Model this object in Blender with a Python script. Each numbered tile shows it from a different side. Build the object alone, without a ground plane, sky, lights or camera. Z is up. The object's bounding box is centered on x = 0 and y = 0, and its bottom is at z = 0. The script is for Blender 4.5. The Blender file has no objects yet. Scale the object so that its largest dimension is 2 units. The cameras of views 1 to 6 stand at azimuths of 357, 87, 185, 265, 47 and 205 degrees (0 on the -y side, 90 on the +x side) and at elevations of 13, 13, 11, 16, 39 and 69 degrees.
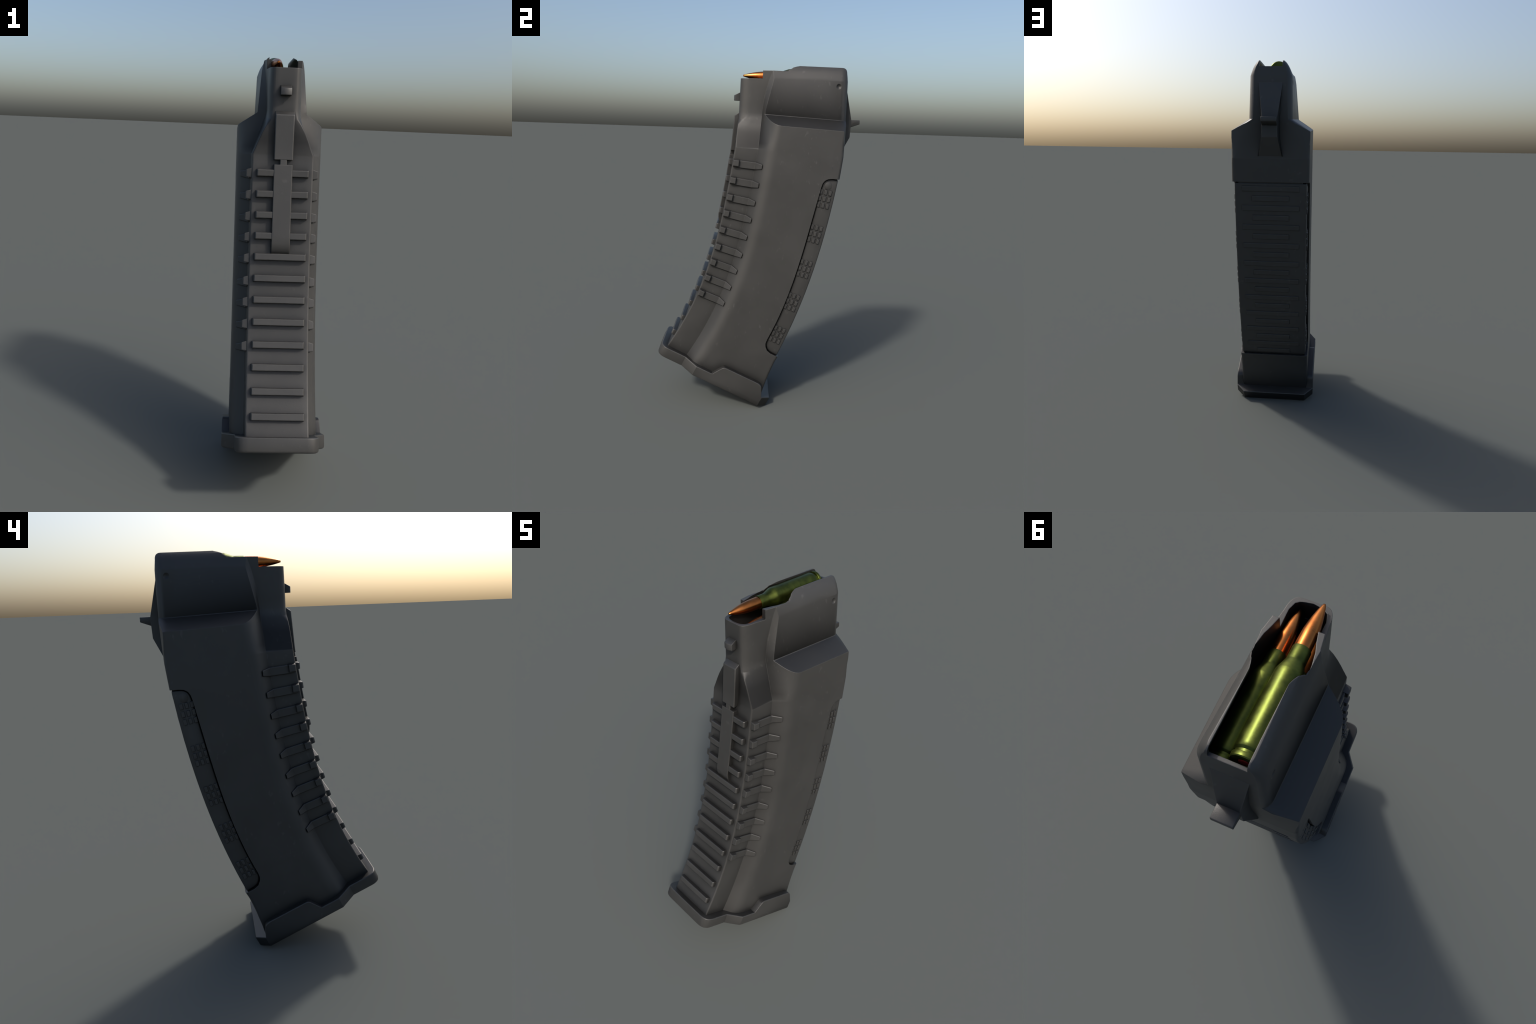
"""A loaded, curved rifle magazine: moulded housing with ribbed front, inset rear grip
panel, floor plate, rear catch, and lacquered cartridges showing in the open top."""
import bpy, bmesh, math, random
from math import sin, cos, tan, radians, pi
from mathutils import Vector, Matrix

random.seed(7)
SCENE = bpy.context.scene

# ------------------------------------------------------------------ spine of the curve
def front_y(z):
    """y of the front face of the curved body at height z."""
    return ((0.128 * z - 0.583) * z + 1.042) * z - 0.829

def tilt(z):
    """Slope of the cross-section that starts on the front face at height z."""
    return radians(max(0.0, -6.749 * z * z - 7.543 * z + 30.758))

def interp(x, table):
    if x <= table[0][0]:
        return table[0][1]
    for (x0, y0), (x1, y1) in zip(table, table[1:]):
        if x <= x1:
            t = (x - x0) / (x1 - x0)
            return y0 + (y1 - y0) * t
    return table[-1][1]

def frame(z):
    """Origin on the front face, backward axis and upward axis of section z."""
    th = tilt(z)
    return (Vector((0, front_y(z), z)), Vector((0, cos(th), -sin(th))), Vector((0, sin(th), cos(th))))

def at(z, x, d, h=0.0):
    o, a, n = frame(z)
    return Vector((x, 0, 0)) + o + a * d + n * h

# ------------------------------------------------------------------ mesh helpers
def finish(bm, name, mat, parent=None, angle=32, keep=True):
    bmesh.ops.recalc_face_normals(bm, faces=bm.faces)
    me = bpy.data.meshes.new(name)
    bm.to_mesh(me)
    bm.free()
    shade(me, angle)
    if mat:
        me.materials.append(mat)
    ob = bpy.data.objects.new(name, me)
    SCENE.collection.objects.link(ob)
    if parent:
        ob.parent = parent
    return ob

def shade(me, angle=32):
    bm = bmesh.new()
    bm.from_mesh(me)
    lim = radians(angle)
    for f in bm.faces:
        f.smooth = True
    for e in bm.edges:
        e.smooth = not (len(e.link_faces) != 2 or e.calc_face_angle(pi) > lim)
    bm.to_mesh(me)
    bm.free()

def loft(bm, rings, cap=True):
    rows = [[bm.verts.new(p) for p in r] for r in rings]
    n = len(rows[0])
    for r0, r1 in zip(rows, rows[1:]):
        for i in range(n):
            bm.faces.new((r0[i], r0[(i + 1) % n], r1[(i + 1) % n], r1[i]))
    if cap:
        bm.faces.new(rows[0])
        bm.faces.new(rows[-1])
    return rows

def prism_x(bm, outline, x0, x1):
    """Outline of (y, z) pushed across the width."""
    return loft(bm, [[(x0, y, z) for y, z in outline], [(x1, y, z) for y, z in outline]])

def bevel(ob, width, segments=2, angle=30):
    m = ob.modifiers.new("round_edges", "BEVEL")
    m.width, m.segments, m.limit_method, m.angle_limit = width, segments, "ANGLE", radians(angle)
    m.harden_normals = False
    bake(ob)
    shade(ob.data, 50)

def bake(ob):
    dg = bpy.context.evaluated_depsgraph_get()
    me = bpy.data.meshes.new_from_object(ob.evaluated_get(dg))
    name = ob.data.name
    old = ob.data
    ob.modifiers.clear()
    ob.data = me
    bpy.data.meshes.remove(old)
    me.name = name

def boolean(ob, cutters, op="DIFFERENCE"):
    for c in cutters:
        m = ob.modifiers.new("cut", "BOOLEAN")
        m.operation, m.solver, m.object = op, "EXACT", c
        m.use_self = False
        bake(ob)
    for c in cutters:
        bpy.data.objects.remove(c)

def bezier(p0, p1, p2, n):
    """Points of a quadratic curve, both ends included."""
    out = []
    for i in range(n + 1):
        t = i / n
        out.append(tuple(a * (1 - t) ** 2 + 2 * b * t * (1 - t) + c * t * t for a, b, c in zip(p0, p1, p2)))
    return out

def both_sides(half):
    """Half outline of (x, y) from the centre front to the centre rear -> closed loop."""
    return half + [(-x, y) for x, y in reversed(half) if abs(x) > 1e-6]

# ------------------------------------------------------------------ materials
def new_mat(name):
    m = bpy.data.materials.new(name)
    m.use_nodes = True
    nt = m.node_tree
    nt.nodes.clear()
    out = nt.nodes.new("ShaderNodeOutputMaterial")
    b = nt.nodes.new("ShaderNodeBsdfPrincipled")
    nt.links.new(b.outputs[0], out.inputs[0])
    return m, nt, b

def node(nt, kind, **kw):
    n = nt.nodes.new(kind)
    for k, v in kw.items():
        if k in n.inputs:
            n.inputs[k].default_value = v
        else:
            setattr(n, k, v)
    return n

def ramp(nt, src, stops):
    r = nt.nodes.new("ShaderNodeValToRGB")
    while len(r.color_ramp.elements) < len(stops):
        r.color_ramp.elements.new(0.5)
    for e, (p, c) in zip(r.color_ramp.elements, stops):
        e.position = p
        e.color = (c, c, c, 1) if isinstance(c, (int, float)) else (*c, 1)
    nt.links.new(src, r.inputs[0])
    return r.outputs[0]

def polymer(name, base, rough=0.5, edge=0.0036, painted_shade=1.0):
    """Matte moulded polymer: faint mottling, pale scuff specks, fine grain, lighter edges, painted crease shade."""
    m, nt, b = new_mat(name)
    L = nt.links.new
    co = nt.nodes.new("ShaderNodeTexCoord").outputs["Object"]
    big = node(nt, "ShaderNodeTexNoise", Scale=7.0, Detail=4.0)
    L(co, big.inputs["Vector"])
    mott = ramp(nt, big.outputs[0], [(0.3, tuple(c * 0.93 for c in base)), (0.7, tuple(c * 1.08 for c in base))])
    # sparse pale specks and short scratches
    mp = node(nt, "ShaderNodeMapping")
    mp.inputs["Scale"].default_value = (1.0, 1.0, 0.55)
    mp.inputs["Rotation"].default_value = (0.5, 0.0, 0.0)
    L(co, mp.inputs["Vector"])
    sp = node(nt, "ShaderNodeTexNoise", Scale=55.0, Detail=3.0)
    L(mp.outputs[0], sp.inputs["Vector"])
    patch = node(nt, "ShaderNodeTexNoise", Scale=5.0, Detail=2.0)
    L(co, patch.inputs["Vector"])
    s1 = ramp(nt, sp.outputs[0], [(0.63, 0.0), (0.71, 1.0)])
    s2 = ramp(nt, patch.outputs[0], [(0.45, 0.0), (0.62, 1.0)])
    mul = node(nt, "ShaderNodeMath", operation="MULTIPLY")
    L(s1, mul.inputs[0]); L(s2, mul.inputs[1])
    amt = node(nt, "ShaderNodeMath", operation="MULTIPLY")
    amt.inputs[1].default_value = 0.5
    L(mul.outputs[0], amt.inputs[0])
    mix = node(nt, "ShaderNodeMix", data_type="RGBA")
    L(amt.outputs[0], mix.inputs[0]); L(mott, mix.inputs[6])
    mix.inputs[7].default_value = (*[c * 2.0 for c in base], 1)
    # lighter edges: where the rounded normal departs from the true one
    bev = node(nt, "ShaderNodeBevel", samples=6)
    bev.inputs["Radius"].default_value = edge
    geo = nt.nodes.new("ShaderNodeNewGeometry")
    dot = node(nt, "ShaderNodeVectorMath", operation="DOT_PRODUCT")
    L(bev.outputs[0], dot.inputs[0]); L(geo.outputs["Normal"], dot.inputs[1])
    edge_mask = ramp(nt, dot.outputs["Value"], [(0.84, 0.50), (0.988, 0.0)])
    mix2 = node(nt, "ShaderNodeMix", data_type="RGBA")
    L(edge_mask, mix2.inputs[0]); L(mix.outputs[2], mix2.inputs[6])
    mix2.inputs[7].default_value = (*[c * 2.9 for c in base], 1)
    # occlusion shade painted into the colour, in creases and on the shoulder shelves
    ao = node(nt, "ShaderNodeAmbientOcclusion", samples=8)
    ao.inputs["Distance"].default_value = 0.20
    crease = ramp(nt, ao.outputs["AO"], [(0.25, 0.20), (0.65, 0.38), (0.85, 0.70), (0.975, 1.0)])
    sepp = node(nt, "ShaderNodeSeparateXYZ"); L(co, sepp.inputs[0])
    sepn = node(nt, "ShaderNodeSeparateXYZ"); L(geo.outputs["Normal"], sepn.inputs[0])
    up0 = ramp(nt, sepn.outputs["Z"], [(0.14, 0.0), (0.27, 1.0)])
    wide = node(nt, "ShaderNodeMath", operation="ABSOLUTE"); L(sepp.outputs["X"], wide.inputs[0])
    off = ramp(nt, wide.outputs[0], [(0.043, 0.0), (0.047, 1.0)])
    # the front of the neck, beside the spine, gets painted shade too
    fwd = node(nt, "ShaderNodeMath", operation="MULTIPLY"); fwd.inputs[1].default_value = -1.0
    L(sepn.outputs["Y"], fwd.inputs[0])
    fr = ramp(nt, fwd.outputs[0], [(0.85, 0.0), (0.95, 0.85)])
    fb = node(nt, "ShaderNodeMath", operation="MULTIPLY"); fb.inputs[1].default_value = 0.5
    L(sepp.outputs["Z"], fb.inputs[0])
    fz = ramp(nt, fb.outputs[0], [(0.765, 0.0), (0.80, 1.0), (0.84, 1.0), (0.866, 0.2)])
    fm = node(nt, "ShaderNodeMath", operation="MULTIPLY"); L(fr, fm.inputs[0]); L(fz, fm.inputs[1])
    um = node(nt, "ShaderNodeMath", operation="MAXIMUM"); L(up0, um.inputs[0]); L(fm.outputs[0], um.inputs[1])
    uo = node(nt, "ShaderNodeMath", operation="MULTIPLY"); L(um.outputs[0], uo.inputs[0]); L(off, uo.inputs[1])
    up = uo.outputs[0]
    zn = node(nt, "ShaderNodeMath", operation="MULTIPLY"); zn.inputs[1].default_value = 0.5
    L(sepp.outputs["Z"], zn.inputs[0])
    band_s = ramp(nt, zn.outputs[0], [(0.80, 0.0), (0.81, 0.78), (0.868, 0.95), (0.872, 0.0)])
    band_f = ramp(nt, zn.outputs[0], [(0.770, 0.0), (0.7715, 1.0), (0.815, 1.0), (0.845, 0.55), (0.864, 0.0)])  # painted shade on the sloping neck facets, fading upward
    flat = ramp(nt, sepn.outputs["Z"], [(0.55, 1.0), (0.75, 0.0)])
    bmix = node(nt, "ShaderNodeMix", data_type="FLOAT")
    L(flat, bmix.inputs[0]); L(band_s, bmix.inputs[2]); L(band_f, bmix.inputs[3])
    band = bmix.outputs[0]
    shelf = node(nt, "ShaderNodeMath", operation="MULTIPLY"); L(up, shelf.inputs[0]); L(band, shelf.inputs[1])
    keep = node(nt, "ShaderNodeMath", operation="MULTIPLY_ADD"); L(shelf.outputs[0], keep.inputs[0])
    keep.inputs[1].default_value = -0.62 * painted_shade  # strength of the painted shelf and neck shade
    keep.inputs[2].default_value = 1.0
    # the painted shade also dims the gloss, except on the flat shelf tops
    dull = node(nt, "ShaderNodeMath", operation="MULTIPLY"); L(shelf.outputs[0], dull.inputs[0]); L(flat, dull.inputs[1])
    spec = node(nt, "ShaderNodeMath", operation="MULTIPLY_ADD"); L(dull.outputs[0], spec.inputs[0])
    spec.inputs[1].default_value = -0.24
    spec.inputs[2].default_value = 0.5
    # shade painted up the tower wall, darkest at its foot
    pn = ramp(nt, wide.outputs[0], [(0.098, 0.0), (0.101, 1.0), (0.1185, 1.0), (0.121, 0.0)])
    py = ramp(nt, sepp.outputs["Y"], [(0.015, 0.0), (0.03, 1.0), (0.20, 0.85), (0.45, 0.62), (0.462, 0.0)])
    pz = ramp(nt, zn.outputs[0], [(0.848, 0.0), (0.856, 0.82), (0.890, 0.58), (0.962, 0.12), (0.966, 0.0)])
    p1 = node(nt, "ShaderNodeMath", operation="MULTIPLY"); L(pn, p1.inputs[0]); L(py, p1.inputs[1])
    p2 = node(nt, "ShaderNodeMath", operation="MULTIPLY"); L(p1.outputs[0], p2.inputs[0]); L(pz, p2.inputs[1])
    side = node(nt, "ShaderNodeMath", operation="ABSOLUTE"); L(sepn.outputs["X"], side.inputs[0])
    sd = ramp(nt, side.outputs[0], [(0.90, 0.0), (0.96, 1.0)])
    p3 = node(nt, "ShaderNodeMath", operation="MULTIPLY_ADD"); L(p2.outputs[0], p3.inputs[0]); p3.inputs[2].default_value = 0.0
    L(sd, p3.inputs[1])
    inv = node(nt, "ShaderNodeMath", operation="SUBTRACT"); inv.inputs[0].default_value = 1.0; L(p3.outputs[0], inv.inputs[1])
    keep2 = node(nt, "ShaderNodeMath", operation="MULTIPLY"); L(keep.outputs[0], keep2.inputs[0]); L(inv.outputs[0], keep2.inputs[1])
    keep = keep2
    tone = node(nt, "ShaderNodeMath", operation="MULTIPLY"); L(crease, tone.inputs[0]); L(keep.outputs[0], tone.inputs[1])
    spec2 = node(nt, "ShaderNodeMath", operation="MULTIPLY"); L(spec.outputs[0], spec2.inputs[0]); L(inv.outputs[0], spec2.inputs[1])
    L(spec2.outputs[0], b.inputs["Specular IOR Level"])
    shaded_base = node(nt, "ShaderNodeVectorMath", operation="SCALE")  # base colour darkened by the painted shade
    L(mix2.outputs[2], shaded_base.inputs[0]); L(tone.outputs[0], shaded_base.inputs["Scale"])
    L(shaded_base.outputs[0], b.inputs["Base Color"])
    rr = ramp(nt, big.outputs[0], [(0.3, rough - 0.03), (0.7, rough + 0.04)])
    L(rr, b.inputs["Roughness"])
    grain = node(nt, "ShaderNodeTexNoise", Scale=260.0, Detail=2.0)
    L(co, grain.inputs["Vector"])
    bump = node(nt, "ShaderNodeBump", Strength=0.10, Distance=0.002)
    L(grain.outputs[0], bump.inputs["Height"])
    L(bev.outputs[0], bump.inputs["Normal"])
    L(bump.outputs[0], b.inputs["Normal"])
    return m

def lacquer(name, base, dark, metallic, rough, scale, grit=0.03):
    m, nt, b = new_mat(name)
    L = nt.links.new
    co = nt.nodes.new("ShaderNodeTexCoord").outputs["Object"]
    n = node(nt, "ShaderNodeTexNoise", Scale=scale, Detail=4.0)
    L(co, n.inputs["Vector"])
    L(ramp(nt, n.outputs[0], [(0.3, dark), (0.65, base)]), b.inputs["Base Color"])
    L(ramp(nt, n.outputs[0], [(0.3, rough - 0.04), (0.7, rough + 0.05)]), b.inputs["Roughness"])
    b.inputs["Metallic"].default_value = metallic
    bump = node(nt, "ShaderNodeBump", Strength=grit, Distance=0.003)
    n2 = node(nt, "ShaderNodeTexNoise", Scale=55.0, Detail=3.0)
    L(co, n2.inputs["Vector"])
    L(n2.outputs[0], bump.inputs["Height"])
    L(bump.outputs[0], b.inputs["Normal"])
    return m

GREY = (0.0375, 0.0369, 0.0352)
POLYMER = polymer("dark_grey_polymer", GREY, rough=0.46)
GREEN = lacquer("green_lacquered_steel", (0.096, 0.116, 0.024), (0.052, 0.066, 0.015), 0.95, 0.40, 34, 0.09)
COPPER = lacquer("copper_jacket", (0.50, 0.175, 0.046), (0.38, 0.125, 0.032), 1.0, 0.30, 24)
RED = lacquer("red_primer_sealant", (0.30, 0.02, 0.015), (0.22, 0.015, 0.01), 0.1, 0.4, 30)

# ------------------------------------------------------------------ top-level thing
magazine = bpy.data.objects.new("rifle_magazine", None)
SCENE.collection.objects.link(magazine)
magazine["label"] = "curved dark grey polymer rifle magazine with ribbed front"
magazine["category"] = "rifle magazine"

# ------------------------------------------------------------------ housing
HALF = 0.205            # half width of the main box
FRONT = 0.140           # half width of the narrower front
GROOVE = 0.130          # depth of the front block behind the front face
DEPTH = [(0.33, 0.652), (0.363, 0.640), (0.41, 0.622), (0.47, 0.607), (0.53, 0.597), (0.60, 0.600),
         (1.00, 0.600), (1.42, 0.610), (1.543, 0.607)]

def lower_section(z):
    dr = interp(z, DEPTH)
    half = [(0, 0), (0.05, 0), (0.100, 0)] + bezier((0.131, 0.0), (0.140, 0.0), (0.140, 0.009), 8) + [(0.141, 0.06), (0.142, GROOVE)]
    half += [(0.160, GROOVE + 0.0175)] + bezier((0.178, GROOVE + 0.035), (HALF, GROOVE + 0.062), (HALF, GROOVE + 0.107), 6)
    half += [(HALF, dr * 0.5), (HALF, dr * 0.75)]
    half += bezier((HALF, dr - 0.018), (HALF, dr - 0.002), (HALF - 0.018, dr), 7)
    half += [(0.09, dr), (0, dr)]
    o, a, n = frame(z)
    return [Vector((x, 0, 0)) + o + a * d for x, d in both_sides(half)]

def upper_section(z, front, corner, side, groove, knee, ctrl, end, line, slope):
    """Section of the feed tower. front: (half width, y) of the flat; corner: control of the
    rounding; side: where the rounding ends; groove, knee, ctrl, end: sloping shoulder face;
    line: (x, y) of the crease on the rear face."""
    (xf, yf) = front
    half = [(0, yf), (xf * 0.36, yf), (xf * 0.75, yf)] + bezier(front, corner, side, 8)
    half += [tuple((s + g) / 2 for s, g in zip(side, groove)), groove]
    half += [tuple((s + g) / 2 for s, g in zip(groove, knee))] + bezier(knee, ctrl, end, 6)
    lx, ly = line
    half += [(HALF, 0.25), (HALF, 0.36)]
    t = max(0.0, min(1.0, (z - 1.56) / 0.08))      # the round rear corner turns into a flat facet
    soft = bezier((HALF, 0.449), (HALF, 0.465), (0.187, 0.467), 7)[:7]
    hard = [(HALF, 0.446 + 0.0025 * k) for k in range(6)] + [(HALF - 0.001, 0.462)]
    half += [tuple(p + (q - p) * t for p, q in zip(a, b)) for a, b in zip(soft, hard)] + [(lx, ly)]
    half += [(min(0.09, lx * 0.6), ly), (0, ly)]
    return [Vector((x, y, z - slope * (y - yf))) for x, y in both_sides(half)]

rings = []
N_LOW = 36
for i in range(N_LOW + 1):
    z = 0.335 + (1.543 - 0.335) * i / N_LOW
    rings.append(lower_section(z))
# the front block narrows like a roof between z 1.543 and 1.73, then a rounded tower goes on up
A = dict(front=(0.131, -0.139), corner=(0.140, -0.139), side=(0.140, -0.130), groove=(0.142, -0.009), knee=(0.178, 0.026),
         ctrl=(HALF, 0.053), end=(HALF, 0.098), line=(0.187, 0.467))
B = dict(front=(0.040, -0.121), corner=(0.074, -0.120), side=(0.076, -0.058), groove=(0.0775, 0.009), knee=(0.116, 0.023),
         ctrl=(HALF, 0.075), end=(HALF, 0.120), line=(0.116, 0.4840))
C = dict(front=(0.040, -0.118), corner=(0.074, -0.117), side=(0.076, -0.054), groove=(0.0800, 0.020), knee=(0.108, 0.045),
         ctrl=(HALF, 0.120), end=(HALF, 0.160), line=(0.114, 0.4850))
D = dict(front=(0.040, -0.115), corner=(0.073, -0.114), side=(0.074, -0.052), groove=(0.0870, 0.045), knee=(0.101, 0.070),
         ctrl=(HALF, 0.180), end=(HALF, 0.215), line=(0.112, 0.4840))
E_ = dict(front=(0.040, -0.113), corner=(0.072, -0.112), side=(0.073, -0.050), groove=(0.0900, 0.062), knee=(0.095, 0.069),
          ctrl=(HALF, 0.190), end=(HALF, 0.225), line=(0.112, 0.480))
def blend(a, b, t):
    return {k: tuple(p + (q - p) * t for p, q in zip(a[k], b[k])) for k in a}
def roof(z, xe, ye, r):
    """Section of the narrowing roof: edge at (xe, ye), almost sharp; side straight back to the groove."""
    d = blend(A, B, (z - 1.543) / 0.187)
    gx, gy = d["groove"]
    k = r / (gy - ye)
    d["front"], d["corner"], d["side"] = (xe - r * 0.8, ye), (xe, ye), (xe + (gx - xe) * k, ye + r)
    return d
def neck(z, front, corner, side):
    d = blend(A, B, (z - 1.543) / 0.187)
    d["front"], d["corner"], d["side"] = front, corner, side
    return d
STEPS = [(1.546, A), (1.580, roof(1.580, 0.1245, -0.1362, 0.008)), (1.611, roof(1.611, 0.1115, -0.1332, 0.006)), (1.641, roof(1.641, 0.0975, -0.1302, 0.005)),
         (1.673, roof(1.673, 0.0810, -0.1268, 0.006)), (1.703, neck(1.703, (0.0520, -0.1237), (0.0665, -0.1237), (0.0790, -0.085))), (1.722, neck(1.722, (0.0440, -0.1220), (0.0735, -0.1212), (0.0775, -0.064))), (1.740, B),
         (1.780, blend(B, C, .45)), (1.829, C), (1.880, blend(C, D, .55)), (1.922, D), (1.966, E_), (2.040, E_)]
for z, s in STEPS:
    rings.append(upper_section(z, slope=interp(z, [(1.543, 0.058), (1.73, 0.035), (1.90, 0.0)]), **s))
bm = bmesh.new()
loft(bm, rings)
housing = finish(bm, "housing", POLYMER, magazine)

# shoulder shelf: take away what lies outside the feed tower, above the sloping shelf
def tower_profile(y):
    """Half profile (x, z) of the tower side at depth y: shelf, wall, in-curved feed lip."""
    t = max(0.0, min(1.0, (y - 0.07) / 0.39))
    q = max(0.0, min(1.0, (y - 0.444) / 0.0435))     # rounded rear corner of the tower
    inset = 0.038 * (1 - math.sqrt(1 - q * q))
    foot = 0.116 - 0.003 * t - inset
    bend = 0.101 + 0.007 * t - inset
    drop = 0.048 * (y - 0.02)
    f = 0.55 + 0.45 * max(0.0, min(1.0, (y - 0.07) / 0.10))     # the lip facet fades out toward the front
    zf = 1.729 - drop
    return [(0.30, zf - 0.62 * (0.30 - foot)), (foot + 0.002, zf), (foot, zf + 0.003), (bend, 1.922), (bend - 0.0065 * f, 1.942),
            (bend - 0.0135 * f, 1.960), (bend - 0.0215 * f, 1.9745), (bend - 0.031, 1.9883), (bend - 0.044, 1.9995), (bend - 0.060, 2.06), (0.30, 2.06)]
for s in (1, -1):
    bm = bmesh.new()
    ys = [-0.2, 0.0, 0.07, 0.12, 0.17, 0.25, 0.35, 0.444] + [0.444 + 0.0435 * sin(radians(a)) for a in (12, 24, 36, 48, 60, 71, 81)] + [0.4875, 0.56]
    loft(bm, [[(s * x, y, z) for x, z in tower_profile(y)] for y in ys])
    boolean(housing, [finish(bm, "shelf_cut", None)])
# top line: low front rim, step, ramp up to the feed lips, rounded rear
bm = bmesh.new()
prism_x(bm, [(-0.4, 1.922), (0.008, 1.9235), (0.0085, 1.967), (0.067, 1.9675), (0.132, 1.967), (0.150, 1.974), (0.1665, 1.982), (0.172, 1.9905), (0.186, 1.9955), (0.211, 2.0), (0.455, 1.998),
             (0.4625, 1.9972), (0.469, 1.9945), (0.4745, 1.990), (0.478, 1.984), (0.4797, 1.977), (0.4810, 1.955), (0.488, 1.90), (0.70, 1.90), (0.70, 2.3), (-0.4, 2.3)], -0.5, 0.5)
boolean(housing, [finish(bm, "top_cut", None)])
# hollow inside, open between the lips
CAVITY = [(-0.098, 0.040, 0.030), (-0.088, 0.052, 0.052), (-0.060, 0.0605, 0.0605), (0.006, 0.0590, 0.0590), (0.045, 0.069, 0.068), (0.075, 0.080, 0.077),
          (0.120, 0.092, 0.082), (0.145, 0.096, 0.079), (0.172, 0.098, 0.072), (0.195, 0.098, 0.064), (0.215, 0.098, 0.059), (0.400, 0.098, 0.0575), (0.430, 0.093, 0.0575), (0.456, 0.080, 0.0575)]
bm = bmesh.new()
sec = []
for y, w, lip in CAVITY:
    rear = 0.012 if y > 0.4 else 0.0
    lean = -0.035 if y < 0.05 else (-0.02 if y < 0.1 else 0)
    half = [(0, 1.46), (w, 1.46), (w, 1.920), (w * 0.6 + lip * 0.4, 1.955), (lip + 0.003, 1.982), (lip, 1.990), (lip, 2.10), (0, 2.10)]
    loop = half + [(-x, z) for x, z in reversed(half) if x > 1e-6]
    sec.append([(x, y + (rear if z > 1.9 else 0) + lean * max(0.0, (1.92 - z) / 0.46), z) for x, z in loop])
loft(bm, sec)
boolean(housing, [finish(bm, "cavity_cut", None)])
bm = bmesh.new()
loft(bm, [[(-0.0578, y, z), (0.0578, y, z), (0.0578, y, 2.2), (-0.0578, y, 2.2)] for y, z in ((0.40, 1.967), (0.60, 1.967))])
boolean(housing, [finish(bm, "rear_notch", None)])
# small dimple near the rear of each tower wall
for s in (1, -1):
    bm = bmesh.new()
    bmesh.ops.create_uvsphere(bm, u_segments=28, v_segments=18, radius=0.0195, matrix=Matrix.Translation((s * 0.1215, 0.432, 1.894)))
    boolean(housing, [finish(bm, "dimple", None)])
# recess of the grip panel along the rear
def grip_edge_y(z):
    return ((0.1643 * z - 0.5769) * z + 0.9042) * z - 0.2218
EDGE = [(0.462, 1.3868), (0.410, 1.3895), (0.385, 1.387), (0.368, 1.378), (0.357, 1.364), (0.3495, 1.342)]
EDGE += [(grip_edge_y(z), z) for z in [1.315 - (1.315 - 0.432) * k / 18 for k in range(19)]]
EDGE += [(0.066, 0.408), (0.066, 0.388), (0.076, 0.362), (0.095, 0.345), (0.141, 0.3225)]
bm = bmesh.new()
prism_x(bm, EDGE + [(0.30, 0.25), (0.70, 0.80), (0.70, 1.386)], -0.4, 0.4)
boolean(housing, [finish(bm, "grip_cut", None)])
shade(housing.data, 15.5)

# ------------------------------------------------------------------ grip panel (inset rear)
def rear_y(z):
    return ((0.0351 * z - 0.2371) * z + 0.6116) * z - 0.0403

def grip_outline(gap):
    pts = []
    for i, (y, z) in enumerate(EDGE[1:-1]):
        (y0, z0), (y1, z1) = EDGE[i], EDGE[i + 2]
        t = Vector((y1 - y0, z1 - z0)).normalized()
        pts.append((y - t.y * gap, z + t.x * gap))
    zt, zb = EDGE[0][1] - gap, EDGE[-1][1] + gap * 1.1
    pts = [(rear_y(zt), zt)] + pts + [(rear_y(zb), zb)]
    n = 26
    return pts, [(rear_y(zb + (zt - zb) * i / n), zb + (zt - zb) * i / n) for i in range(1, n)]
GRIP = 0.192
bm = bmesh.new()
front_line, rear_line = grip_outline(0.0032)
prism_x(bm, front_line + rear_line, -GRIP, GRIP)
grip = finish(bm, "grip_panel", POLYMER, magazine)
bevel(grip, 0.007, 3, 35)
bm = bmesh.new()
bm.from_mesh(grip.data)
f2, r2 = grip_outline(-0.006)
prism_x(bm, f2 + [(y - 0.012, z) for y, z in r2], -0.172, 0.172)
bm.to_mesh(grip.data)
bm.free()
shade(grip.data, 40)

def chamfer_box(bm, at_fn, u, v, r, ins):
    """Low raised pad: half sizes u, v at the foot; height r; sides drawn in by ins at the top.
    at_fn(p, q, height) gives the place."""
    rings = [[at_fn(p * u, q * v, -0.008) for p, q in ((-1, -1), (1, -1), (1, 1), (-1, 1))],
             [at_fn(p * u, q * v, r - ins) for p, q in ((-1, -1), (1, -1), (1, 1), (-1, 1))],
             [at_fn(p * (u - ins), q * (v - ins), r) for p, q in ((-1, -1), (1, -1), (1, 1), (-1, 1))]]
    return loft(bm, rings)

# swelling thumb pad at the top end of each flank
for sgn in (1, -1):
    bm = bmesh.new()
    bmesh.ops.create_uvsphere(bm, u_segments=40, v_segments=24, radius=1.0,
                              matrix=Matrix.Translation((sgn * 0.1735, 0.3900, 1.3490)) @ Matrix.Rotation(radians(-12), 4, "X") @ Matrix.Diagonal((0.0222, 0.040, 0.046, 1)))
    finish(bm, "thumb_pad", POLYMER, grip, angle=60)

# low cross ribs on the rear face, wide and narrow by turns
for k in range(20):
    ztop = 1.368 - 0.0526 * k
    zc = ztop - 0.015
    y0, y1 = rear_y(zc - 0.02), rear_y(zc + 0.02)
    t = Vector((0, y1 - y0, 0.04)).normalized()
    nrm = Vector((0, t.z, -t.y))
    o = Vector((0, rear_y(zc), zc))
    bm = bmesh.new()
    chamfer_box(bm, lambda p, q, h: o + Vector((p, 0, 0)) + t * q + nrm * h, 0.154 if k % 2 == 0 else 0.099, 0.0145, 0.0032, 0.0015)
    finish(bm, "cross_rib", POLYMER, grip)

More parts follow.
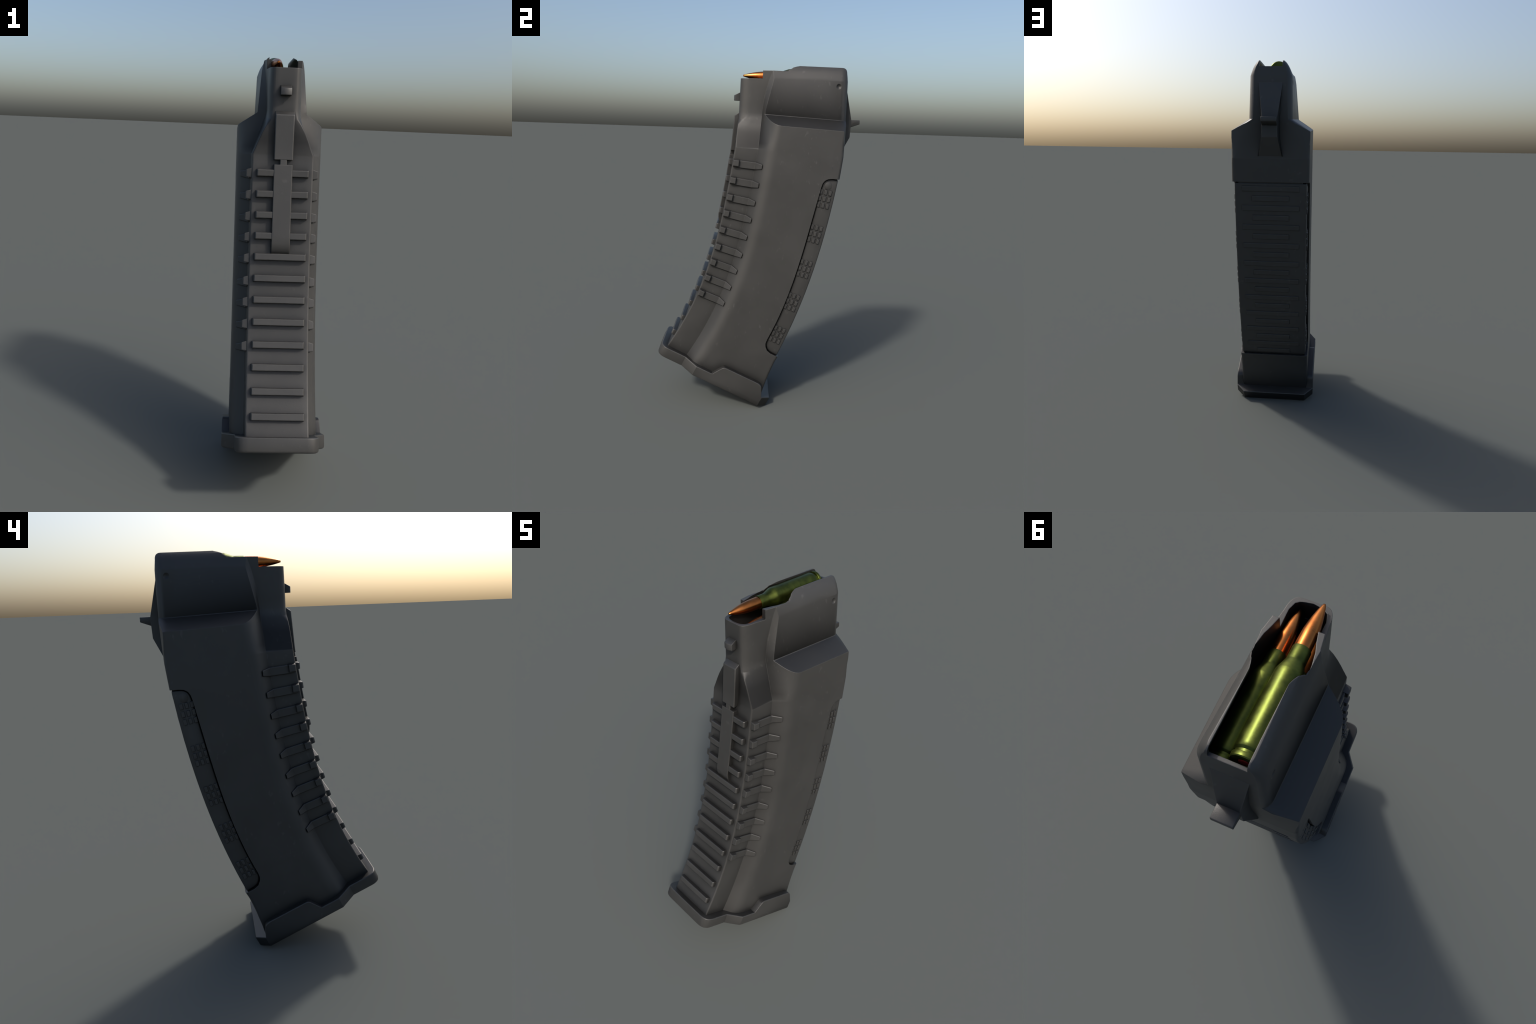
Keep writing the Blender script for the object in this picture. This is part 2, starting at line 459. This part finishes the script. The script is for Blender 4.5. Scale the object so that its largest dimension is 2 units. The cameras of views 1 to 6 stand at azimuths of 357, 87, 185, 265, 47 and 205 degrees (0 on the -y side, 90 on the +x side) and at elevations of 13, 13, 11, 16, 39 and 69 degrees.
# studs in groups of nine on both flanks of the grip
for s in (1, -1):
    for gy, gz in ((0.3715, 1.275), (0.329, 1.072), (0.277, 0.866), (0.2125, 0.664), (0.134, 0.460)):
        t = Vector((0, rear_y(gz + 0.04) - rear_y(gz - 0.04), 0.08)).normalized()
        a = Vector((0, t.z, -t.y))
        a = (a + Vector((0, 0, -0.02))).normalized()
        bm = bmesh.new()
        for i in (-1, 0, 1):
            for j in (-1, 0, 1):
                o = Vector((s * GRIP, gy, gz)) + a * (0.0262 * i) + t * (0.0378 * j)
                chamfer_box(bm, lambda p, q, h: o + a * p + t * q + Vector((s * h, 0, 0)), 0.0086, 0.0142, 0.0048, 0.0022)
        ob = finish(bm, "grip_stud", POLYMER, grip)
        ob["kind"] = "stuff"

# ------------------------------------------------------------------ front bars
BARS = [1.464, 1.371, 1.279, 1.187, 1.0945, 1.0005, 0.9075, 0.813, 0.719, 0.628, 0.535, 0.4425]
for zc in BARS:
    zf = zc - 0.022 * sin(tilt(zc)) + 0.002
    bm = bmesh.new()
    u = 0.1155
    prof = [(0.006, -0.0185), (-0.0205, -0.0160), (-0.0222, -0.0135), (-0.0222, 0.0115), (-0.0195, 0.0145), (0.006, 0.0165)]
    out = []
    for x, k in ((-u - 0.002, 0), (-u + 0.003, 1), (u - 0.003, 1), (u + 0.002, 0)):
        out.append([at(zf, x, d if (k or d > 0) else d * 0.72, h) for d, h in prof])
    loft(bm, out)
    finish(bm, "front_bar", POLYMER, housing, angle=20)

# ------------------------------------------------------------------ side ribs: raised head, flat strap, tapered tail
RIBS = [1.4605, 1.3645, 1.269, 1.1775, 1.083, 0.984, 0.892, 0.7985, 0.7055]
for zc in RIBS:
    for s in (1, -1):
        zr = zc + 0.0
        bm = bmesh.new()
        # strap and tail
        secs = [(0.020, 0.1500, 0.0185, -0.0245), (0.128, 0.1515, 0.0180, -0.0245), (0.1665, 0.1875, 0.0105, -0.0165)]
        rr = []
        for d, x, hi, lo in secs:
            inn = x - 0.026
            rr.append([at(zr, s * inn, d, hi + 0.001), at(zr, s * (x - 0.003), d, hi), at(zr, s * x, d, hi - 0.003),
                       at(zr, s * x, d, lo + 0.003), at(zr, s * (x - 0.003), d, lo), at(zr, s * inn, d, lo - 0.001)])
        loft(bm, rr)
        finish(bm, "side_rib", POLYMER, housing, angle=25)
        rib = SCENE.collection.objects[-1]
        bm = bmesh.new()
        rr = []
        for x, d0, d1, hi, lo in ((0.130, 0.004, 0.0405, 0.0225, -0.0200), (0.142, 0.005, 0.040, 0.0220, -0.0195), (0.161, 0.007, 0.0385, 0.0165, -0.0160), (0.1628, 0.009, 0.036, 0.0150, -0.0145)):
            rr.append([at(zr, s * x, d0, hi), at(zr, s * x, d1, hi), at(zr, s * x, d1, lo), at(zr, s * x, d0, lo)])
        loft(bm, rr)
        finish(bm, "rib_head", POLYMER, housing, angle=20)

# ------------------------------------------------------------------ centre spine, with a neck
def spine_piece(levels, w):
    bm = bmesh.new()
    loft(bm, [[at(z, -w, 0.01, h), at(z, -w, -r + 0.003, h), at(z, -w + 0.003, -r, h), at(z, w - 0.003, -r, h), at(z, w, -r + 0.003, h), at(z, w, 0.01, h)]
              for z, r, h in levels])
    return finish(bm, "center_spine", POLYMER, housing, angle=25)
def front_line_y(z):
    return interp(z, [(1.546, front_y(1.546)), (1.73, -0.121), (1.83, -0.118), (1.95, -0.114)])
bm = bmesh.new()
W = 0.0425
rr = []
for z, r in ((1.525, 0.0240), (1.546, 0.0240), (1.64, 0.0242), (1.718, 0.0245), (1.722, 0.0225), (1.736, 0.001)):
    yf = front_line_y(z) if z > 1.546 else front_y(z)
    rr.append([(x, yf + d, z) for x, d in ((-W, 0.012), (-W, min(0, -r + 0.003)), (-W + 0.003, -r), (W - 0.003, -r), (W, min(0, -r + 0.003)), (W, 0.012))])
loft(bm, rr)
finish(bm, "center_spine", POLYMER, housing, angle=25)
spine_piece([(1.530, 0.0235, 0), (1.495, 0.0235, 0)], 0.0158)
n = 10
spine_piece([(1.501, 0.0240, 0)] + [(1.501 - (1.501 - 1.15) * i / n, 0.0240, 0) for i in range(1, n + 1)] + [(1.132, 0.0205, 0), (1.118, 0.0155, 0), (1.102, 0.006, 0)], W)

# ------------------------------------------------------------------ small lug on the tower front
bm = bmesh.new()
rr = []
for x in [-0.0240 + 0.048 * i / 6 for i in range(7)]:
    b = 0.0055 * (1 - (x / 0.024) ** 2)
    rr.append([(x, -0.10, 1.848), (x, -0.1195, 1.8478), (x, -0.1440 - b, 1.8345), (x, -0.1460 - b, 1.831), (x, -0.1460 - b, 1.8065), (x, -0.1445 - b, 1.8045), (x, -0.10, 1.804)])
loft(bm, rr)
lug = finish(bm, "locating_lug", POLYMER, housing, angle=35)

# ------------------------------------------------------------------ rear catch: wedge with a hook
bm = bmesh.new()
rr = []
for z, w, y, wr in ((1.888, 0.061, 0.4845, 0.062), (1.720, 0.039, 0.5245, 0.052), (1.712, 0.0385, 0.526, 0.0515), (1.618, 0.041, 0.521, 0.050), (1.522, 0.060, 0.4675, 0.064)):
    rr.append([(-wr, 0.45, z), (-wr, 0.472, z), (-w, y, z), (w, y, z), (wr, 0.472, z), (wr, 0.45, z)])
loft(bm, rr)
catch = finish(bm, "rear_catch", POLYMER, housing, angle=20)
bm = bmesh.new()
rr = []
for x in (-0.0385, 0.0385):
    rr.append([(x, 0.505, 1.7175), (x, 0.575, 1.7165), (x, 0.575, 1.694), (x, 0.505, 1.669)])
loft(bm, rr)
hook = finish(bm, "catch_hook", POLYMER, housing)
bevel(hook, 0.0015, 2)

# ------------------------------------------------------------------ floor plate
BO, BA, BN = Vector((0, -0.520, 0.363)), Vector((0, 0.894, -0.448)), Vector((0, 0.448, 0.894))
def base_at(x, d, h):
    return BO + Vector((x, 0, 0)) + BA * d + BN * h
half = [(0, -0.0365)] + bezier((0.126, -0.0360), (0.182, -0.0355), (0.183, 0.018), 6)
half += [(0.183, 0.126), (0.2400, 0.204), (0.2400, 0.640), (0.190, 0.694), (0, 0.694)]
loop = both_sides(half)
def shrink(loop, k):
    """Draw the outline in by k, moving each corner along its mitre."""
    n, out = len(loop), []
    for i in range(n):
        p, c, q = Vector(loop[i - 1]), Vector(loop[i]), Vector(loop[(i + 1) % n])
        e1, e2 = (c - p).normalized(), (q - c).normalized()
        n1, n2 = Vector((-e1.y, e1.x)), Vector((-e2.y, e2.x))
        m = (n1 + n2)
        m = m / max(0.3, m.length_squared / 2)
        out.append(tuple(c + m * k))
    return out
bm = bmesh.new()
def ring(k, h):
    return [base_at(x, d, h) for x, d in shrink(loop, k)]
loft(bm, [ring(0.010, -0.0640), ring(0.003, -0.060), ring(0.0, -0.053), ring(0.0, -0.003), ring(0.003, 0.0)])
base = finish(bm, "floor_plate", POLYMER, magazine, angle=28)
# raised cheeks at the rear of the plate
for s in (1, -1):
    cheek = [(0.300, -0.03), (0.3005, -0.003), (0.303, 0.000), (0.308, 0.003)] + bezier((0.340, 0.055), (0.348, 0.069), (0.364, 0.069), 5) + \
            bezier((0.568, 0.0705), (0.606, 0.0705), (0.614, 0.044), 6) + [(0.636, 0.0), (0.636, -0.03)]
    bm = bmesh.new()
    loft(bm, [[base_at(s * x, d, h) for d, h in cheek] for x in (0.200, 0.2370)] + [[base_at(s * 0.2400, d, h - (0.003 if h > 0.002 else 0)) for d, h in cheek]])
    boolean(base, [finish(bm, "cheek", None)], "UNION")
shade(base.data, 28)

# ------------------------------------------------------------------ cartridges
def lathe(profile, name, mat, parent, seg=48):
    """Profile of (distance behind the tip, radius), turned about y."""
    bm = bmesh.new()
    rows = [[bm.verts.new((r * cos(2 * pi * i / seg), y, r * sin(2 * pi * i / seg))) for i in range(seg)] for y, r in profile]
    for r0, r1 in zip(rows, rows[1:]):
        for i in range(seg):
            bm.faces.new((r0[i], r0[(i + 1) % seg], r1[(i + 1) % seg], r1[i]))
    bm.faces.new(rows[0]); bm.faces.new(rows[-1])
    return finish(bm, name, mat, parent, angle=38)

LEN = 0.557
MOUTH = 0.173
R = 0.0462              # radius at the head of the case
def ogive(t):
    return 0.0052 + (0.0264 - 0.0052) * (1 - (1 - t) ** 1.75)
BULLET = [(0.0, 0.0033), (0.0012, 0.0047)] + [(0.002 + 0.128 * i / 16, ogive(i / 16)) for i in range(1, 17)] + [(0.150, 0.0268), (MOUTH + 0.02, 0.0268)]
CASE = [(MOUTH + 0.001, 0.0271), (MOUTH, 0.0280), (MOUTH, 0.0290), (MOUTH + 0.002, 0.0297), (MOUTH + 0.047, 0.0300), (MOUTH + 0.051, 0.0306)]
CASE += [(MOUTH + 0.088, 0.0430), (MOUTH + 0.093, 0.0440), (MOUTH + 0.105, 0.0443), (LEN - 0.045, R), (LEN - 0.034, R), (LEN - 0.0325, R - 0.0008), (LEN - 0.026, R - 0.006),
         (LEN - 0.017, R - 0.006), (LEN - 0.0165, R - 0.001), (LEN - 0.015, R), (LEN - 0.003, R), (LEN, R - 0.0025), (LEN, 0.0215), (LEN - 0.003, 0.0210)]
PRIMER = [(LEN - 0.006, 0.0208), (LEN - 0.0018, 0.0208), (LEN - 0.0008, 0.0195), (LEN - 0.0006, 0.008)]

STACK = [(-0.0370, -0.1020, 1.9460, -0.25), (0.0355, -0.0930, 1.8930, 0.5), (-0.0370, -0.0920, 1.8340, 1.4), (0.0340, -0.0930, 1.7780, 2.2)]
meshes = None
for i, (x, y, z, deg) in enumerate(STACK):
    e = bpy.data.objects.new("cartridge", None)
    SCENE.collection.objects.link(e)
    e["label"] = "green lacquered bottleneck rifle cartridge with copper bullet"
    e["category"] = "cartridge"
    e.location = (x, y, z)
    e.rotation_euler = (radians(-deg), 0, 0)
    if meshes is None:
        obs = [lathe(CASE, "case", GREEN, e), lathe(BULLET, "bullet", COPPER, e), lathe(PRIMER, "primer", RED, e)]
        meshes = obs
    else:
        for o in meshes:
            c = o.copy()
            SCENE.collection.objects.link(c)
            c.parent = e
